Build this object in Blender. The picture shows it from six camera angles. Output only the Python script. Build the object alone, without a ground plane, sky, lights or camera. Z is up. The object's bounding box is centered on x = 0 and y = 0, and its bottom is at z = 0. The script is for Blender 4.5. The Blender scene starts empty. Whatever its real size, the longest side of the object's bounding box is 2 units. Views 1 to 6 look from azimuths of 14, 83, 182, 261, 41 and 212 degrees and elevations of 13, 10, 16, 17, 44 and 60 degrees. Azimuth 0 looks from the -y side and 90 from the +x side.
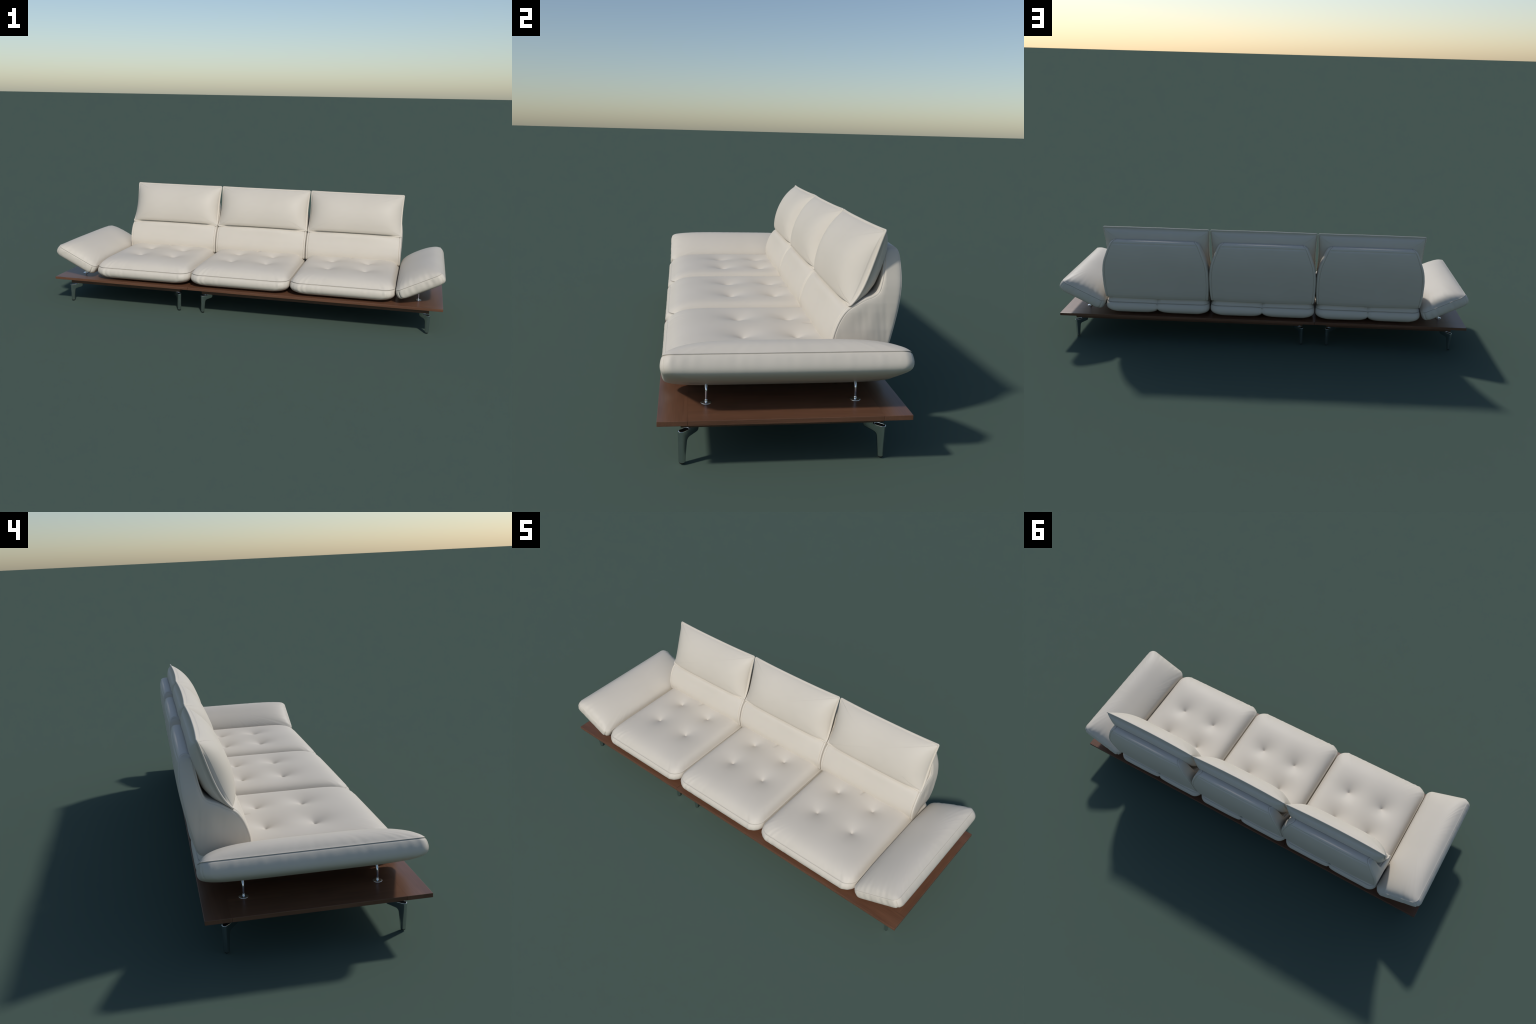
# Three-seat leather sofa: low walnut platform on eight chrome legs, three tufted seat
# cushions, three L-section back bolsters with head pillows, two tilted arm cushions.
import bpy, bmesh, math
import numpy as np
from mathutils import Matrix, Vector, noise

PITCH = 0.516            # seat module width
rng = np.random.default_rng(7)

# ------------------------------------------------------------------ materials
def new_mat(name):
    m = bpy.data.materials.new(name)
    m.use_nodes = True
    nt = m.node_tree
    b = nt.nodes["Principled BSDF"]
    return m, nt, b

def leather(name, LEATHER_A, LEATHER_B):
    m, nt, b = new_mat(name)
    N, L = nt.nodes, nt.links
    tc = N.new("ShaderNodeTexCoord")
    n1 = N.new("ShaderNodeTexNoise"); n1.inputs["Scale"].default_value = 5.0
    n1.inputs["Detail"].default_value = 3.0
    L.new(tc.outputs["Object"], n1.inputs["Vector"])
    cr = N.new("ShaderNodeValToRGB")
    cr.color_ramp.elements[0].position = 0.3
    cr.color_ramp.elements[0].color = (*LEATHER_A, 1)
    cr.color_ramp.elements[1].position = 0.7
    cr.color_ramp.elements[1].color = (*LEATHER_B, 1)
    L.new(n1.outputs["Fac"], cr.inputs["Fac"])
    L.new(cr.outputs["Color"], b.inputs["Base Color"])
    b.inputs["Roughness"].default_value = 0.52
    b.inputs["Specular IOR Level"].default_value = 0.31
    # fine hide grain plus soft handling undulation
    v = N.new("ShaderNodeTexVoronoi"); v.inputs["Scale"].default_value = 420.0
    L.new(tc.outputs["Object"], v.inputs["Vector"])
    n2 = N.new("ShaderNodeTexNoise"); n2.inputs["Scale"].default_value = 60.0
    L.new(tc.outputs["Object"], n2.inputs["Vector"])
    mx = N.new("ShaderNodeMath"); mx.operation = "ADD"
    L.new(v.outputs["Distance"], mx.inputs[0]); L.new(n2.outputs["Fac"], mx.inputs[1])
    bp = N.new("ShaderNodeBump"); bp.inputs["Strength"].default_value = 0.05
    bp.inputs["Distance"].default_value = 0.001
    L.new(mx.outputs[0], bp.inputs["Height"]); L.new(bp.outputs["Normal"], b.inputs["Normal"])
    return m

def walnut(name, along, dark, light):
    """along: 0 grain runs on x, 1 grain runs on y"""
    m, nt, b = new_mat(name)
    N, L = nt.nodes, nt.links
    tc = N.new("ShaderNodeTexCoord")
    mp = N.new("ShaderNodeMapping")
    mp.inputs["Scale"].default_value = (1.6, 14, 14) if along == 0 else (14, 1.6, 14)
    L.new(tc.outputs["Object"], mp.inputs["Vector"])
    n1 = N.new("ShaderNodeTexNoise"); n1.inputs["Scale"].default_value = 1.6
    n1.inputs["Detail"].default_value = 6; n1.inputs["Distortion"].default_value = 1.1
    L.new(mp.outputs["Vector"], n1.inputs["Vector"])
    mp2 = N.new("ShaderNodeMapping")
    mp2.inputs["Scale"].default_value = (6, 160, 160) if along == 0 else (160, 6, 160)
    L.new(tc.outputs["Object"], mp2.inputs["Vector"])
    n2 = N.new("ShaderNodeTexNoise"); n2.inputs["Scale"].default_value = 2.0
    n2.inputs["Detail"].default_value = 3
    L.new(mp2.outputs["Vector"], n2.inputs["Vector"])
    mx = N.new("ShaderNodeMix"); mx.data_type = "FLOAT"
    mx.inputs["Factor"].default_value = 0.4
    L.new(n1.outputs["Fac"], mx.inputs["A"]); L.new(n2.outputs["Fac"], mx.inputs["B"])
    cr = N.new("ShaderNodeValToRGB")
    e = cr.color_ramp.elements
    e[0].position = 0.3; e[0].color = (*dark, 1)
    e[1].position = 0.7; e[1].color = (*light, 1)
    L.new(mx.outputs["Result"], cr.inputs["Fac"])
    L.new(cr.outputs["Color"], b.inputs["Base Color"])
    b.inputs["Roughness"].default_value = 0.34
    bp = N.new("ShaderNodeBump"); bp.inputs["Strength"].default_value = 0.06
    bp.inputs["Distance"].default_value = 0.0006
    L.new(n2.outputs["Fac"], bp.inputs["Height"]); L.new(bp.outputs["Normal"], b.inputs["Normal"])
    return m

def chrome(name, col, rough):
    m, nt, b = new_mat(name)
    N, L = nt.nodes, nt.links
    b.inputs["Base Color"].default_value = (*col, 1)
    b.inputs["Metallic"].default_value = 1.0
    tc = N.new("ShaderNodeTexCoord")
    n = N.new("ShaderNodeTexNoise"); n.inputs["Scale"].default_value = 40
    L.new(tc.outputs["Object"], n.inputs["Vector"])
    mr = N.new("ShaderNodeMapRange")
    mr.inputs["To Min"].default_value = rough * 0.8; mr.inputs["To Max"].default_value = rough * 1.2
    L.new(n.outputs["Fac"], mr.inputs["Value"]); L.new(mr.outputs["Result"], b.inputs["Roughness"])
    return m

def plain(name, col, rough):
    m, nt, b = new_mat(name)
    N, L = nt.nodes, nt.links
    tc = N.new("ShaderNodeTexCoord")
    n = N.new("ShaderNodeTexNoise"); n.inputs["Scale"].default_value = 80
    L.new(tc.outputs["Object"], n.inputs["Vector"])
    cr = N.new("ShaderNodeValToRGB")
    cr.color_ramp.elements[0].color = (*[c * 0.8 for c in col], 1)
    cr.color_ramp.elements[1].color = (*[c * 1.2 for c in col], 1)
    L.new(n.outputs["Fac"], cr.inputs["Fac"]); L.new(cr.outputs["Color"], b.inputs["Base Color"])
    b.inputs["Roughness"].default_value = rough
    return m

LEATHER_A = (0.622, 0.568, 0.482)
LEATHER_B = (0.648, 0.592, 0.506)
M_LEATHER = leather("ivory_leather", LEATHER_A, LEATHER_B)
M_SEAM_SHADOW = leather("leather_darkened_seam_shadow", [c * 0.72 for c in LEATHER_A], [c * 0.75 for c in LEATHER_B])  # same leather, darkened to paint the shadow line inside the seam grooves
M_WOOD_X = walnut("walnut_lengthwise", 0, (0.100, 0.043, 0.023), (0.172, 0.078, 0.043))
M_WOOD_Y = walnut("walnut_crosswise", 1, (0.100, 0.043, 0.023), (0.172, 0.078, 0.043))
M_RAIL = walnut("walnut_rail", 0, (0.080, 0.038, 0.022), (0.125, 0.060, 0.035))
M_CHROME = chrome("polished_chrome", (0.80, 0.81, 0.82), 0.07)
M_LEG = chrome("cast_aluminium", (0.60, 0.62, 0.62), 0.22)
M_DARK = plain("black_rubber", (0.012, 0.011, 0.010), 0.6)

# ------------------------------------------------------------------ scene helpers
ROOT = bpy.data.objects.new("sofa", None)
bpy.context.scene.collection.objects.link(ROOT)
ROOT["label"] = "Ivory leather three-seat sofa on a low walnut platform"
ROOT["category"] = "sofa"

def add(name, mesh, parent=None, matrix=None):
    o = bpy.data.objects.new(name, mesh)
    bpy.context.scene.collection.objects.link(o)
    o.parent = parent or ROOT
    if matrix is not None:
        o.matrix_local = matrix
    return o

def mesh_from(name, verts, faces, mat, smooth=True):
    me = bpy.data.meshes.new(name)
    me.from_pydata([tuple(v) for v in verts], [], faces)
    me.materials.append(mat)
    bm = bmesh.new(); bm.from_mesh(me)
    bmesh.ops.recalc_face_normals(bm, faces=bm.faces[:])
    bm.to_mesh(me); bm.free()
    me.polygons.foreach_set("use_smooth", [smooth] * len(me.polygons))
    me.update()
    return me

def skin(name, rows, mat, seam=None, seam_shadow_mat=None):
    """rows: list of (n,3) closed loops; both ends are closed with a fan.
    seam = (first, last): bands of rows that form the stitched groove"""
    n = len(rows[0])
    V = np.concatenate(rows)
    a, b = rows[0].mean(0), rows[-1].mean(0)
    V = np.concatenate([V, a[None], b[None]])
    ia, ib = len(V) - 2, len(V) - 1
    F = []
    for r in range(len(rows) - 1):
        o = r * n
        for k in range(n):
            k2 = (k + 1) % n
            F.append((o + k, o + k2, o + n + k2, o + n + k))
    last = (len(rows) - 1) * n
    for k in range(n):
        k2 = (k + 1) % n
        F.append((ia, k2, k)); F.append((ib, last + k, last + k2))
    me = mesh_from(name, V, F, mat)
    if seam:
        me.materials.append(seam_shadow_mat)
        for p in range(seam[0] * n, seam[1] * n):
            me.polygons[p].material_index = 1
    return me

def rr_ring(x0, x1, y0, y1, rf, rr, nc=26, nx=60, ny=80):
    """closed ccw rounded rectangle with a fixed number of points per corner and side, so that
    rings of different size keep matching points; rf front (-y) corner radius, rr rear (+y)"""
    pts = []
    corners = ((x1, y1, -1, -1, rr, 0), (x0, y1, 1, -1, rr, 90), (x0, y0, 1, 1, rf, 180), (x1, y0, -1, 1, rf, 270))
    counts = (nx, ny, nx, ny)
    ends = []
    for cx, cy, sx, sy, r, a0 in corners:
        ox, oy = cx + sx * r, cy + sy * r
        ends.append([(ox + r * math.cos(math.radians(a0 + 90 * i / nc)), oy + r * math.sin(math.radians(a0 + 90 * i / nc)))
                     for i in range(nc + 1)])
    for k in range(4):
        pts += ends[k]
        a, b = ends[k][-1], ends[(k + 1) % 4][0]
        m = counts[k]
        for i in range(1, m):
            t = i / m
            t = t * 0.5 + 0.5 * (0.5 - 0.5 * math.cos(math.pi * t))   # denser near the corners
            pts.append((a[0] + (b[0] - a[0]) * t, a[1] + (b[1] - a[1]) * t))
    return np.array(pts)

def rounded_rect(hx, hy, r, n, rear_r=None):
    return resample(rr_ring(-hx, hx, -hy, hy, r, rear_r if rear_r is not None else r), n)

def resample(P, n):
    Q = np.vstack([P, P[:1]])
    d = np.r_[0, np.cumsum(np.linalg.norm(np.diff(Q, axis=0), axis=1))]
    t = np.linspace(0, d[-1], n, endpoint=False)
    return np.stack([np.interp(t, d, Q[:, k]) for k in range(Q.shape[1])], 1)

def spline(P, n, closed=True):
    """Catmull-Rom through control points, evenly resampled"""
    P = np.array(P, float); m = len(P); out = []
    for i in range(m):
        p0, p1, p2, p3 = P[(i - 1) % m], P[i], P[(i + 1) % m], P[(i + 2) % m]
        for t in np.linspace(0, 1, 12, endpoint=False):
            out.append(0.5 * (2 * p1 + (p2 - p0) * t + (2 * p0 - 5 * p1 + 4 * p2 - p3) * t * t
                              + (3 * p1 - p0 - 3 * p2 + p3) * t ** 3))
    return resample(np.array(out), n)

def normals2d(R):
    T = np.roll(R, -1, 0) - np.roll(R, 1, 0)
    T /= np.linalg.norm(T, axis=1)[:, None] + 1e-12
    return np.stack([T[:, 1], -T[:, 0]], 1)      # outward for ccw

def bump(x, w):
    return np.exp(-(x / w) ** 2)

def fbm(P, scale, seed=0.0):
    return np.array([noise.noise(Vector((p[0] * scale + seed, p[1] * scale - seed, p[2] * scale))) for p in P])

# ------------------------------------------------------------------ seat cushion
def folds(R, Nn, freqs):
    """soft gathers along an outline, summed sines with wandering phase"""
    arc = np.r_[0, np.cumsum(np.linalg.norm(np.diff(R, axis=0), axis=1))]
    f = sum(np.sin(arc * k + ph + 1.6 * np.sin(arc * 8 + ph)) for k, ph in freqs) / len(freqs)
    return f, arc

def seat_mesh():
    hx, y0, y1 = 0.2540, -0.3238, 0.2945
    RF, RR = 0.056, 0.042
    R = rr_ring(-hx, hx, y0, y1, RF, RR)
    Nn = normals2d(R)
    cen = np.array((0.0, -0.015))
    SEAM, H = 0.2075, 0.0385
    front = np.clip(-Nn[:, 1], 0, 1)
    rear = np.clip(Nn[:, 1], 0, 1)
    buttons = [(-0.0945, -0.0975), (0.0945, -0.0975), (-0.0945, 0.0655), (0.0945, 0.0655)]
    fold, arc = folds(R, Nn, ((104, 0.3), (187, 1.7), (263, 4.0)))
    fold = fold * (0.12 + 0.88 * front) * (0.25 + 0.75 * np.sin(arc * 6.3 + 0.6) ** 2)

    def top(x, y):
        dx, df, db = hx - np.abs(x), y - y0, y1 - y
        rad = np.where(y < 0, RF, RR)
        qx, qy = np.maximum(rad - dx, 0), np.maximum(rad - np.minimum(df, db), 0)
        d = np.where((qx > 0) & (qy > 0), rad - np.hypot(qx, qy), np.minimum(dx, np.minimum(df, db)))
        d = np.maximum(d, 0)
        ex, ef, eb = np.exp(-dx / 0.017), np.exp(-df / 0.034), np.exp(-db / 0.018)
        z = H * (1 - ex) * (1 - ef) * (1 - eb) * (1 - np.exp(-d / 0.006))
        z += 0.0125 * np.clip(1 - (x / hx) ** 2, 0, 1) * np.clip(1 - ((y + 0.02) / 0.31) ** 2, 0, 1) ** 0.8
        for bx, by in buttons:
            r = np.hypot(x - bx, y - by)
            z -= 0.0062 * np.exp(-r / 0.0075) + 0.0250 * np.exp(-(r / 0.056) ** 1.2)
        # pinched crease running forward from under the backrest, split line at the rear edge
        z -= 0.0105 * np.exp(-np.abs(x) / 0.007) * np.clip((y - 0.098) / 0.05, 0, 1)
        z -= 0.012 * np.exp(-(x / 0.016) ** 2) * np.clip((y - 0.24) / 0.05, 0, 1) * (1 - eb)
        z -= 0.005 * np.exp(-np.abs(x) / 0.0035) * np.clip((y - 0.24) / 0.04, 0, 1) * (1 - eb)
        return SEAM + z, d

    rows = []
    for s in np.r_[np.linspace(0.02, 0.82, 76), 0.82 + 0.18 * (1 - (1 - np.linspace(0, 1, 26)[1:]) ** 1.7)]:
        P = cen + (R - cen) * s
        z, d = top(P[:, 0], P[:, 1])
        near = np.exp(-d / 0.026) * np.clip(d / 0.006, 0, 1)
        rows.append(np.c_[P, z + 0.0026 * fold * near])
    first = len(rows)
    split = bump(R[:, 0], 0.0055) * rear                        # seam that halves the rear edge
    wide = np.exp(-np.abs(R[:, 0]) / 0.022) * rear
    # seam groove, boxing band, tucked underside: (drop, inset at sides, inset front and rear)
    prof = [(-0.0006, 0.0010, 0.0012), (-0.0016, 0.0020, 0.0020), (-0.0027, 0.0018, 0.0010), (-0.0038, 0.0006, -0.0012),
            (-0.0060, 0.0000, -0.0034), (-0.011, -0.0010, -0.0070), (-0.017, -0.0018, -0.0095), (-0.024, -0.0020, -0.0106),
            (-0.030, -0.0012, -0.0104), (-0.036, 0.0012, -0.0088), (-0.0415, 0.0044, -0.0056), (-0.0470, 0.0092, -0.0008),
            (-0.0520, 0.0160, 0.0060), (-0.0560, 0.0255, 0.0155), (-0.0588, 0.0390, 0.0300), (-0.0608, 0.060, 0.052),
            (-0.0620, 0.100, 0.090)]
    for dz, ix, iy in prof:
        deep = np.clip(-dz / 0.012, 0, 1)
        low = np.clip((-dz - 0.02) / 0.035, 0, 1)
        P = rr_ring(-hx + ix, hx - ix, y0 + iy, y1 - iy, RF + 0.5 * max(ix, iy), RR + 0.5 * max(ix, iy))
        P = P - Nn * (0.0032 * rear * bump(dz + 0.0024, 0.0012))[:, None]
        P = P - Nn * ((0.0065 * split + 0.0060 * wide) * deep * (1 - 0.4 * low))[:, None]
        P = P + Nn * (0.0021 * fold * deep * (1 - low))[:, None]
        z = SEAM + dz - 0.0025 * wide * (1 - low) + 0.0150 * wide * low
        rows.append(np.c_[P, z])
    base = rows[-1]
    for s in (0.7, 0.4, 0.1):
        rows.append(np.c_[cen + (base[:, :2] - cen) * s, base[:, 2] * 0 + SEAM - 0.0623])
    return skin("seat_cushion", rows, M_LEATHER, (first - 1, first + 3), M_SEAM_SHADOW)

# ------------------------------------------------------------------ backrest
BACK = [  # side section (y, z) walked counter-clockwise seen from +x: front foot, up, ledge, upper panel, rear
    (0.141, 0.222), (0.1375, 0.240), (0.1352, 0.258), (0.1362, 0.275), (0.1405, 0.293), (0.1475, 0.314), (0.158, 0.336),
    (0.171, 0.354), (0.186, 0.366),
    (0.205, 0.377), (0.226, 0.388), (0.249, 0.397), (0.263, 0.407), (0.271, 0.427), (0.277, 0.452), (0.281, 0.480),
    (0.284, 0.506), (0.288, 0.519), (0.297, 0.5275), (0.311, 0.5285), (0.3235, 0.523), (0.3305, 0.509),
    (0.3340, 0.475), (0.3340, 0.435), (0.3295, 0.390), (0.322, 0.345), (0.313, 0.300), (0.305, 0.262), (0.297, 0.240),
    (0.284, 0.228), (0.240, 0.222), (0.190, 0.218), (0.155, 0.216)]

def back_width(z, y):
    """half width of the section at height z; the front edge stays full down to the seat"""
    w = np.interp(z, [0.215, 0.24, 0.265, 0.30, 0.35, 0.375, 0.40, 0.42, 0.437, 0.474, 0.500, 0.512, 0.520, 0.525, 0.530],
                  [0.2490, 0.2510, 0.2530, 0.2550, 0.2548, 0.2535, 0.2505, 0.2468, 0.2420, 0.2285, 0.2185, 0.2135, 0.2090, 0.2040, 0.1960])
    f = np.clip((0.22 - y) / 0.05, 0, 1) * np.clip((0.37 - z) / 0.03, 0, 1)
    return w + (0.2560 - w) * f

def back_mesh():
    n = 420
    R = spline(BACK, n)
    R = R[::-1] if signed_area(R) < 0 else R
    Nn = normals2d(R)
    c = np.array((0.288, 0.340))
    z = R[:, 1]
    frontness = np.clip(-Nn[:, 0] * 1.6, 0, 1) * np.clip((0.375 - z) / 0.02, 0, 1)
    rearness = np.clip(Nn[:, 0] * 1.6, 0, 1)
    W = back_width(z, R[:, 0])
    crest = bump(z - 0.360, 0.020) * np.clip((0.215 - R[:, 0]) / 0.03, 0, 1)
    rows = []
    edge = 0.0070                        # rounding radius at the side edges

    def band(a_from_edge, sgn):
        """loop at distance a_from_edge inside the side edge"""
        q = np.clip(1 - a_from_edge / edge, 0, 1)
        inset = edge * (0.75 - 0.25 * rearness) * (1 - np.sqrt(np.maximum(1 - q ** 2, 0)))
        groove = 0.0030 * bump(a_from_edge - 0.0100, 0.0016)
        frac = np.clip((W - a_from_edge) / W, 0, 1)
        bow = (1 - frac ** 2.6)
        off = -inset - groove + bow * (0.007 * frontness + 0.0045 * rearness + 0.0085 * crest)
        # stitched line just under the rear top edge
        if a_from_edge > 0.014:
            off = off - 0.0030 * rearness * bump(z - 0.513, 0.0026)
        P = R + Nn * np.asarray(off)[:, None]
        return np.c_[sgn * (W - a_from_edge), P]

    def cap(sgn):
        E = band(0.0, sgn)
        loops = []
        for s in np.r_[np.linspace(0.04, 0.9, 30), 0.92, 0.94, 0.955, 0.965, 0.975, 0.985, 0.993]:
            P = c + (E[:, 1:] - c) * s
            # faint, irregular slack wrinkles in the lower flank
            w = np.clip((0.41 - P[:, 1]) / 0.12, 0, 1) * (1 - s ** 6)
            Q = np.c_[P[:, 0] * 24 - 7 * P[:, 1], P[:, 1] * 9, np.full(len(P), 1.7)]
            wr = np.array([noise.noise(Vector(q)) for q in Q]) * 0.0030 * w
            Q = np.c_[P[:, 0] * 75 + 9 * P[:, 1], P[:, 1] * 9, np.full(len(P), 5.3)]
            wr += np.array([noise.noise(Vector(q)) for q in Q]) * 0.0009 * w
            x = back_width(P[:, 1], P[:, 0]) + 0.0032 * (1 - s ** 8) + wr - 0.0013 * bump(s - 0.988, 0.007)
            loops.append(np.c_[sgn * x, P])
        return loops

    rows += cap(-1)
    dist = np.r_[0.0, 0.0008, 0.002, 0.0035, 0.0055, 0.007, 0.008, 0.0088, 0.0094, 0.010, 0.0106, 0.0112, 0.012, 0.0132, 0.015, 0.0185,
                 0.024, 0.030, 0.038, 0.047, 0.057, 0.068, 0.080, 0.093, 0.106, 0.120, 0.135, 0.150, 0.165, 0.18]
    rows += [band(a, -1) for a in dist]
    mid = rows[-1]
    far = [band(a, 1) for a in dist[::-1]]
    for t in (0.25, 0.5, 0.75):
        rows.append(mid * (1 - t) + far[0] * t)
    rows += far
    rows += cap(1)[::-1]
    return skin("backrest", rows, M_LEATHER)

def signed_area(R):
    x, y = R[:, 0], R[:, 1]
    return 0.5 * np.sum(x * np.roll(y, -1) - y * np.roll(x, -1))

# ------------------------------------------------------------------ head pillow
def pillow_mesh():
    hw, ht = 0.2555, 0.2355
    n = 480
    R0 = rounded_rect(hw, ht / 2, 0.007, n)
    R0[:, 1] += ht / 2
    # sides pull in between the corners
    v = R0[:, 1] / ht
    R = R0.copy()
    R[:, 0] *= 1 - 0.020 * np.sin(np.pi * np.clip(v, 0, 1)) ** 1.2
    R[:, 1] += np.where(R0[:, 1] < 0.01, 0.003, -0.0032 * np.clip(v, 0, 1) ** 8) * (1 - np.abs(R0[:, 0] / hw) ** 3)
    Nn = normals2d(R)
    cen = np.array((0.0, ht * 0.47))
    fv = [0, 0.004, 0.009, 0.02, 0.035, 0.054, 0.084, 0.117, 0.154, 0.180, 0.200, 0.216, 0.226, 0.2305, ht]
    fh = [0, 0.0115, 0.0200, 0.0305, 0.0390, 0.0455, 0.0515, 0.0532, 0.0485, 0.0405, 0.0310, 0.0205, 0.0115, 0.0050, 0]
    bv = [0, 0.008, 0.02, 0.05, 0.085, 0.125, 0.160, 0.185, 0.205, 0.216, 0.223, 0.228, 0.2315, ht]
    bh = [0, 0.012, 0.024, 0.043, 0.053, 0.0535, 0.050, 0.0450, 0.0375, 0.0310, 0.0245, 0.0170, 0.0080, 0]
    vv = np.linspace(0, ht, 400)
    def smooth(a, k=15):
        ker = np.hanning(k + 2)[1:-1]; ker /= ker.sum()
        for _ in range(2):
            e = np.pad(a, k, mode="reflect", reflect_type="odd")
            a = np.convolve(e, ker, "same")[k:-k]
        return a
    def blend(tab_v, tab_h, tight, loose):
        """tight smoothing by the welt, loose over the belly"""
        raw = np.interp(vv, tab_v, tab_h)
        w = np.clip(np.minimum(vv, ht - vv) / 0.035, 0, 1)
        return smooth(raw, tight) * (1 - w) + smooth(raw, loose) * w
    FH, BH = blend(fv, fh, 9, 61), blend(bv, bh, 9, 31)

    def height(P, tab, full=False):
        x, y = P[:, 0], P[:, 1]
        half = hw * (1 - 0.020 * np.sin(np.pi * np.clip(y / ht, 0, 1)) ** 1.2)
        u = np.clip(np.abs(x) / half, 0, 1)
        g = (1 - u ** 9) ** 0.7 if full else (1 - u ** 6.5) ** 0.68
        return np.interp(y, vv, tab) * g

    rows = []
    S = np.r_[np.linspace(0.03, 0.85, 44), 0.85 + 0.15 * (1 - (1 - np.linspace(0, 1, 22)[1:]) ** 1.5)]
    Rin = R - Nn * (0.0058 + 0.0027 * np.abs(Nn[:, 1]))[:, None]                         # stitched line; the flat flange lies outside it
    def bowed(P, h):
        """the side seams lie a little behind the plane of the corners"""
        u = np.clip(np.abs(P[:, 0]) / hw, 0, 1)
        q = np.clip(P[:, 1] / ht, 0, 1)
        top = np.clip((P[:, 1] - 0.10) / (ht - 0.10), 0, 1) ** 2
        return h - 0.0155 * np.sin(np.pi * q ** 0.62) ** 1.3 * u ** 4 + 0.0060 * (1 - u ** 2) * top
    def sheet(s, tab, sgn):
        P = cen + (Rin - cen) * s
        h = np.maximum(height(P, tab, sgn < 0), 0.0026 if s < 1 else 0.0013)
        if sgn > 0:      # belly hangs over the lower seam
            u = np.clip(np.abs(P[:, 0]) / hw, 0, 1)
            P = P.copy()
            P[:, 1] -= 0.0045 * np.exp(-((P[:, 1] - 0.014) / 0.016) ** 2) * (1 - u ** 4) * np.clip(h / 0.02, 0, 1)
        return np.c_[P, bowed(P, sgn * h)]
    for s in S:
        rows.append(sheet(s, FH, 1))
    flange = [(-0.0048, 0.0018), (-0.0042, 0.0025), (-0.0032, 0.0028)]
    flange += [(-0.0016 + 0.0028 * math.cos(a), 0.0028 * math.sin(a)) for a in np.linspace(math.pi / 2, -math.pi / 2, 9)]
    flange += [(-0.0032, -0.0028), (-0.0042, -0.0025), (-0.0048, -0.0018)]
    for o, h in flange:
        P = R + Nn * o
        rows.append(np.c_[P, bowed(P, np.full(n, h))])
    for s in S[::-1]:
        rows.append(sheet(s, BH, -1))
    base = Vector((0, 0.1815, 0.3665))
    up = Vector((0, 0.0945, 0.2140)).normalized()
    nrm = Vector((0, -up.z, up.y))
    out = []
    for P in rows:
        y = base.y + P[:, 1] * up.y + P[:, 2] * nrm.y
        z = base.z + P[:, 1] * up.z + P[:, 2] * nrm.z
        out.append(np.c_[P[:, 0], y, z])
    return skin("head_pillow", out, M_LEATHER)

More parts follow.
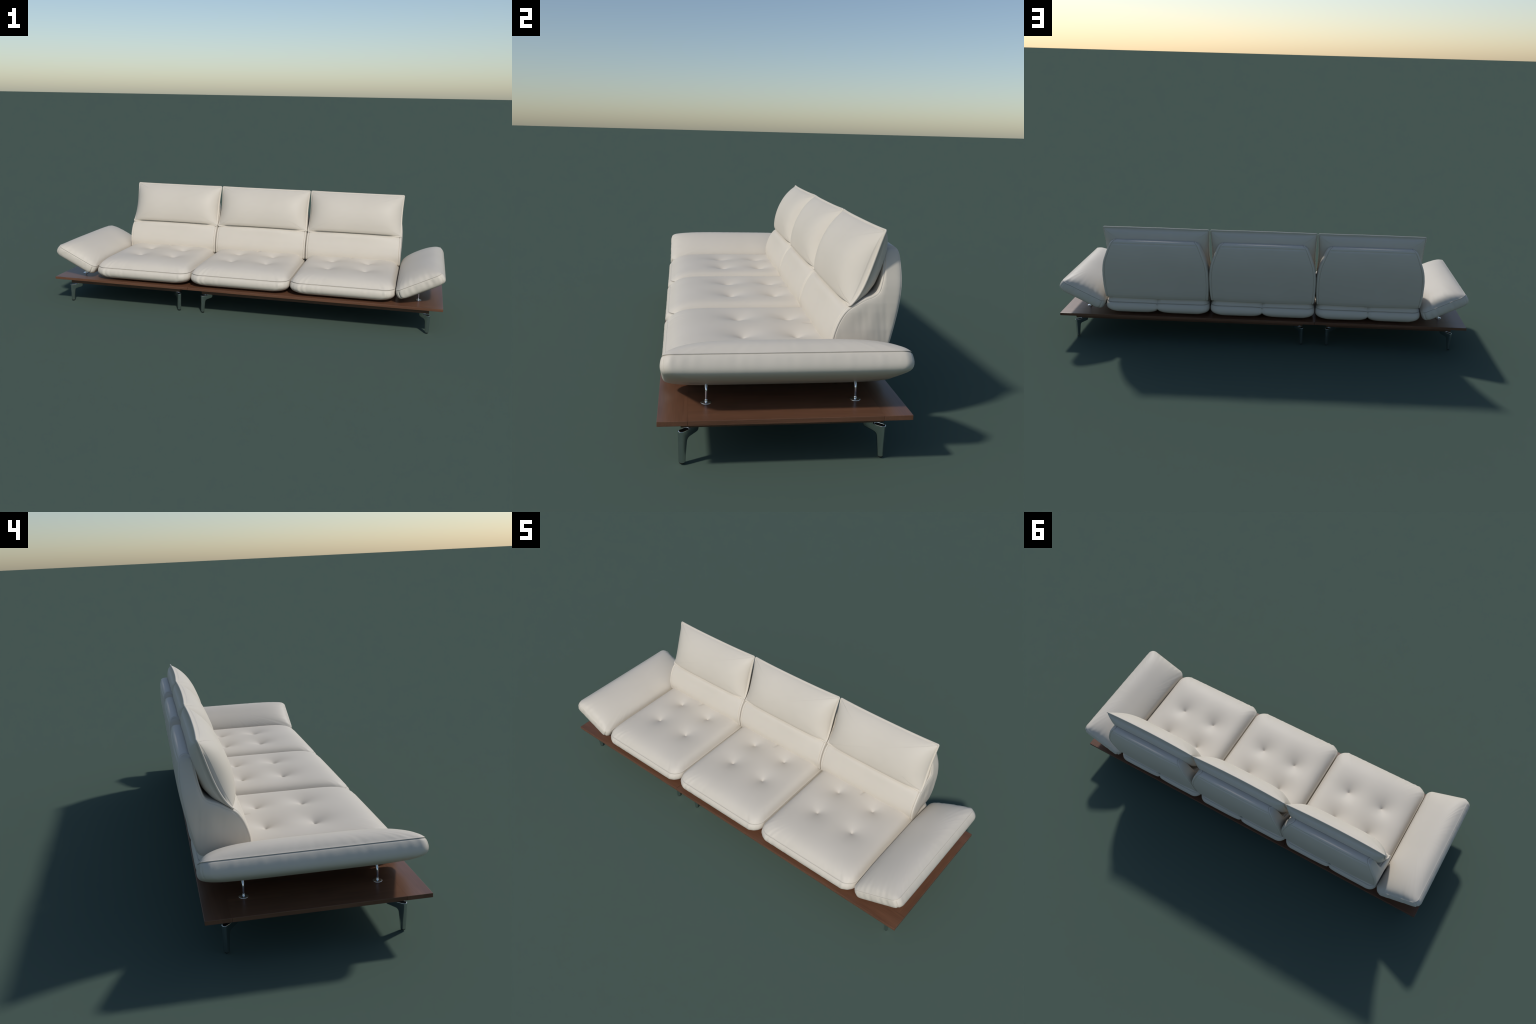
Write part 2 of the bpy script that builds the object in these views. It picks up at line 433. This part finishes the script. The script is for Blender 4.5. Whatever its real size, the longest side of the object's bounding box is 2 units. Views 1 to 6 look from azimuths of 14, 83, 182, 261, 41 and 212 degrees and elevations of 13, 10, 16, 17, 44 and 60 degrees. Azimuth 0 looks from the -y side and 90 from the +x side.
# ------------------------------------------------------------------ arm cushion (local: x inner->outer, z up)
def arm_mesh(mirror):
    hx, hy, RC = 0.1150, 0.3145, 0.030
    def ring(ix, iy):
        r = RC + 0.4 * max(ix, iy, 0)
        return rr_ring(-hx + ix, hx - ix, -hy + iy, hy - iy, r, r, 26, 40, 90)
    R = ring(0, 0)
    n = len(R)
    Nn = normals2d(R)
    H = 0.0455
    end = np.abs(Nn[:, 1]) ** 2
    fold, arc = folds(R, Nn, ((90, 0.9), (163, 2.7), (231, 0.2)))
    fold = fold * (0.3 + 0.7 * end)
    rows = []
    for s in np.r_[np.linspace(0.03, 0.72, 44), 0.72 + 0.28 * (1 - (1 - np.linspace(0, 1, 36)[1:]) ** 1.7)]:
        P = R * s
        dx, dy = hx - np.abs(P[:, 0]), hy - np.abs(P[:, 1])
        qx, qy = np.maximum(RC - dx, 0), np.maximum(RC - dy, 0)
        d = np.where((qx > 0) & (qy > 0), RC - np.hypot(qx, qy), np.minimum(dx, dy))
        d = np.maximum(d, 0)
        ux, uy = np.clip(np.abs(P[:, 0]) / hx, 0, 1), np.clip(np.abs(P[:, 1]) / hy, 0, 1)
        z = H * (1 - ux ** 2.5) ** 0.6 * (1 - uy ** 4.6) ** 0.58 * (1 - np.exp(-d / 0.006))
        z = z + 0.0024 * fold * np.exp(-d / .024) * np.clip(d / .006, 0, 1)
        rows.append(np.c_[P, z])
    first = len(rows)
    # (drop, inset at the long sides, inset at the ends)
    prof = [(-0.0006, 0.0010, 0.0010), (-0.0016, 0.0015, 0.0015), (-0.0030, 0.0009, 0.0009), (-0.0042, -0.0004, -0.0004),
            (-0.0060, -0.0012, -0.0012), (-0.012, -0.0028, -0.0026), (-0.019, -0.0038, -0.0036), (-0.026, -0.0040, -0.0040),
            (-0.033, -0.0036, -0.0034), (-0.0395, -0.0020, -0.0018), (-0.0450, 0.0008, 0.0010), (-0.0490, 0.0046, 0.0050),
            (-0.0520, 0.0100, 0.0105), (-0.0548, 0.0185, 0.0190), (-0.0570, 0.0300, 0.0310), (-0.0588, 0.045, 0.047), (-0.0600, 0.064, 0.070)]
    seam = np.zeros(n)
    for cx in (-1, 1):
        for cy in (-1, 1):
            ctr = np.array((cx * (hx - RC * 0.45), cy * (hy - RC * 0.16)))
            seam = np.maximum(seam, bump(np.linalg.norm(R - ctr, axis=1), 0.0034))
    for dz, ix, iy in prof:
        deep = np.clip(-dz / 0.012, 0, 1)
        low = np.clip((-dz - 0.02) / 0.032, 0, 1)
        P = ring(ix, iy) - Nn * (0.0034 * seam * deep)[:, None] + Nn * (0.0017 * fold * deep * (1 - low))[:, None]
        # longwise belly: the ends rise a little
        z = dz + 0.003 * (P[:, 1] / hy) ** 4 * low
        rows.append(np.c_[P, z])
    base = rows[-1]
    for s in (0.75, 0.45, 0.12):
        P = base[:, :2] * s
        rows.append(np.c_[P, -0.0605 + 0.003 * (P[:, 1] / hy) ** 4])
    if mirror:
        rows = [r * np.array((-1, 1, 1)) for r in rows]
    return skin("armrest", rows, M_LEATHER, (first - 1, first + 2), M_SEAM_SHADOW)

# ------------------------------------------------------------------ wood
def box(name, x0, x1, y0, y1, z0, z1, mat, bevel=0.0010, outer=None):
    """board with eased edges; outer(mid, ) picks which edges are eased, by world midpoint"""
    c = Vector(((x0 + x1) / 2, (y0 + y1) / 2, (z0 + z1) / 2))
    me = bpy.data.meshes.new(name)
    bm = bmesh.new()
    bmesh.ops.create_cube(bm, size=1.0)
    bmesh.ops.scale(bm, vec=(x1 - x0, y1 - y0, z1 - z0), verts=bm.verts)
    edges = [e for e in bm.edges if outer is None or outer((e.verts[0].co + e.verts[1].co) / 2 + c)]
    bmesh.ops.bevel(bm, geom=edges, offset=bevel, segments=3, profile=0.5, affect="EDGES")
    bm.to_mesh(me); bm.free()
    me.materials.append(mat)
    return add(name, me, None, Matrix.Translation(c))

X_JOINT, HX = -0.2585, 0.9965
YF, YB, ZT, ZB = -0.3378, 0.3046, 0.1415, 0.1284
def rim(p):
    """edges on the outer perimeter of the whole platform"""
    return abs(abs(p.x) - HX) < 1e-4 or abs(p.y - YF) < 1e-4 or abs(p.y - YB) < 1e-4

for x0, x1 in ((-HX, X_JOINT - 0.0006), (X_JOINT + 0.0006, HX)):
    box("platform_edge_board", x0, x1, YF, -0.2620, ZB, ZT, M_WOOD_X, outer=rim)
    box("platform_panel", x0, x1, -0.26185, 0.22985, ZB, ZT, M_WOOD_Y, outer=rim)
    box("platform_edge_board", x0, x1, 0.2300, YB, ZB, ZT, M_WOOD_X, outer=rim)
RAILS = ((-0.9350, -0.3190), (-0.2000, 0.9350))
for x0, x1 in RAILS:
    box("base_frame", x0, x1, -0.2800, 0.2480, 0.0973, ZB - 0.0002, M_RAIL, 0.0010)

# ------------------------------------------------------------------ legs (local +x points in under the frame)
def stadium(cx0, cx1, hw, n):
    """loop in (x, y): half circle ends centred at cx0+hw and cx1-hw"""
    a, b = cx0 + hw, max(cx1 - hw, cx0 + hw + 1e-4)
    pts = [(b + hw * math.cos(t), hw * math.sin(t)) for t in np.linspace(-math.pi / 2, math.pi / 2, n // 2)]
    pts += [(a - hw * math.cos(t), -hw * math.sin(t)) for t in np.linspace(-math.pi / 2, math.pi / 2, n // 2)]
    return np.array(pts)

def leg_mesh():
    """one casting: tapering post whose head turns in under the frame; profile in (x, z), thickness on y"""
    prof = [(-0.0070, 0.0036), (0.0074, 0.0036), (0.0100, 0.0300), (0.0130, 0.0570), (0.0141, 0.0605), (0.0163, 0.0635),
            (0.0200, 0.0655), (0.0260, 0.0667), (0.0470, 0.0704), (0.0515, 0.0722), (0.0540, 0.0750), (0.0550, 0.0790),
            (0.0550, 0.0972), (0.0240, 0.0972), (0.0230, 0.0962), (0.0227, 0.0945), (0.0227, 0.0874), (-0.0100, 0.0874)]
    hw = 0.0082
    me = bpy.data.meshes.new("leg")
    bm = bmesh.new()
    A = [bm.verts.new((x, -hw, z)) for x, z in prof]
    B = [bm.verts.new((x, hw, z)) for x, z in prof]
    m = len(prof)
    fa, fb = bm.faces.new(A), bm.faces.new(B[::-1])
    for i in range(m):
        bm.faces.new((A[i], A[(i + 1) % m], B[(i + 1) % m], B[i]))
    bmesh.ops.recalc_face_normals(bm, faces=bm.faces[:])
    # round the long edges; the head, where the socket sits, stays crisp
    low = lambda e: e.verts[0].co.z < 0.0873 or e.verts[1].co.z < 0.0873
    foot = lambda e: all(v.co.z < 0.004 for v in e.verts)
    edges = [e for e in list(fa.edges) + list(fb.edges) if low(e) and not foot(e)]
    bmesh.ops.bevel(bm, geom=edges, offset=0.0050, segments=5, profile=0.5, affect="EDGES", clamp_overlap=True)
    bm.to_mesh(me); bm.free()
    me.materials.append(M_LEG)
    me.polygons.foreach_set("use_smooth", [True] * len(me.polygons))
    me.set_sharp_from_angle(angle=math.radians(35))
    return me

def loop_solid(name, levels, mat, n=40):
    rows = [np.c_[stadium(a, b, hw, n), np.full(n, z)] for z, a, b, hw in levels]
    me = skin(name, rows, mat)
    me.set_sharp_from_angle(angle=math.radians(40))
    return me

LEG = leg_mesh()
GLIDE = loop_solid("foot_glide", [(0.0, -0.0062, 0.0067, 0.0060), (0.0008, -0.0068, 0.0073, 0.0066),
                                  (0.0042, -0.0068, 0.0073, 0.0066)], M_DARK)
SOCKET_DARK = loop_solid("socket_painted_dark", [(0.0850, -0.0090, 0.0216, 0.0068), (0.0879, -0.0090, 0.0216, 0.0068)], M_DARK)  # solid black cap modelled for the unlit hollow of the leg slot
RIM = loop_solid("socket_rim", [(0.0850, -0.0104, 0.0231, 0.0085), (0.0872, -0.0106, 0.0233, 0.0087), (0.0880, -0.0102, 0.0229, 0.0083), (0.0890, -0.0092, 0.0219, 0.0073),
                                (0.0891, -0.0088, 0.0215, 0.0069), (0.0887, -0.0085, 0.0212, 0.0066), (0.0850, -0.0085, 0.0212, 0.0066)], M_CHROME)
for x, ang in ((0.931, 180), (-0.196, 0), (-0.323, 180), (-0.931, 0)):
    for y in (-0.2765, 0.2445):
        inx = -1 if ang == 180 else 1
        iny = 1 if y < 0 else -1
        mtx = Matrix.Translation((x, y, 0)) @ Matrix.Rotation(math.atan2(iny, inx), 4, "Z")
        leg = add("leg", LEG, None, mtx)
        add("foot_glide", GLIDE, leg)
        add("socket_painted_dark", SOCKET_DARK, leg)
        add("socket_rim", RIM, leg)

# ------------------------------------------------------------------ cushions
SEAT, BACKM, PILLOW = seat_mesh(), back_mesh(), pillow_mesh()
for i in (-1, 0, 1):
    t = Matrix.Translation((i * PITCH, 0, 0))
    add("seat_cushion", SEAT, None, t)
    add("backrest", BACKM, None, t)
    add("head_pillow", PILLOW, None, t)

# ------------------------------------------------------------------ arm cushions and their posts
TILT = math.radians(26.0)
def tube(name, path, r, mat, n=20, cap=True):
    P = [Vector(p) for p in path]
    rows = []
    for i, p in enumerate(P):
        t = (P[min(i + 1, len(P) - 1)] - P[max(i - 1, 0)]).normalized()
        s = Vector((0, 1, 0)); u = s.cross(t).normalized()
        rows.append(np.array([tuple(p + r * (math.cos(a) * u + math.sin(a) * s)) for a in
                              np.linspace(0, 2 * math.pi, n, endpoint=False)]))
    me = skin(name, rows, mat)
    me.set_sharp_from_angle(angle=math.radians(40))
    return me

def disc(name, r, h, mat, n=40):
    rows = []
    for rr, z in ((r, 0), (r, h * 0.6), (r - 0.0004, h * 0.9), (r - 0.001, h)):
        rows.append(np.array([(rr * math.cos(a), rr * math.sin(a), z) for a in np.linspace(0, 2 * math.pi, n, endpoint=False)]))
    me = skin(name, rows, mat)
    me.set_sharp_from_angle(angle=math.radians(40))
    return me

FLANGE = disc("post_flange", 0.0143, 0.0016, M_CHROME)
COLLAR = disc("post_collar", 0.0038, 0.0095, M_CHROME, 24)
for sx in (-1, 1):
    arm = arm_mesh(sx < 0)
    rot = Matrix.Rotation(-TILT * sx, 4, "Y")
    add("armrest", arm, None, Matrix.Translation((sx * 0.8768, -0.0120, 0.2560)) @ rot)
    nx, nz = -math.sin(TILT), math.cos(TILT)
    bend = [(0, 0, 0), (0, 0, 0.012), (0, 0, 0.026), (0, 0, 0.030)]
    c = Vector((0, 0, 0.030))
    for k in range(1, 7):
        a = TILT * k / 6
        c = c + Vector((-sx * math.sin(a - TILT / 12), 0, math.cos(a - TILT / 12))) * 0.0012
        bend.append(tuple(c))
    lean = Vector((-sx * math.sin(TILT), 0, math.cos(TILT)))
    bend.append(tuple(c + lean * 0.004))
    post = tube("armrest_post", bend, 0.0031, M_CHROME)
    sleeve = tube("post_sleeve", [c + lean * 0.002, c + lean * 0.018, c + lean * 0.034], 0.0041, M_LEG)
    for y in (-0.2145, 0.1815):
        p = add("armrest_post", post, None, Matrix.Translation((sx * 0.8810, y, ZT)))
        add("post_flange", FLANGE, p)
        add("post_collar", COLLAR, p)
        add("post_sleeve", sleeve, p)
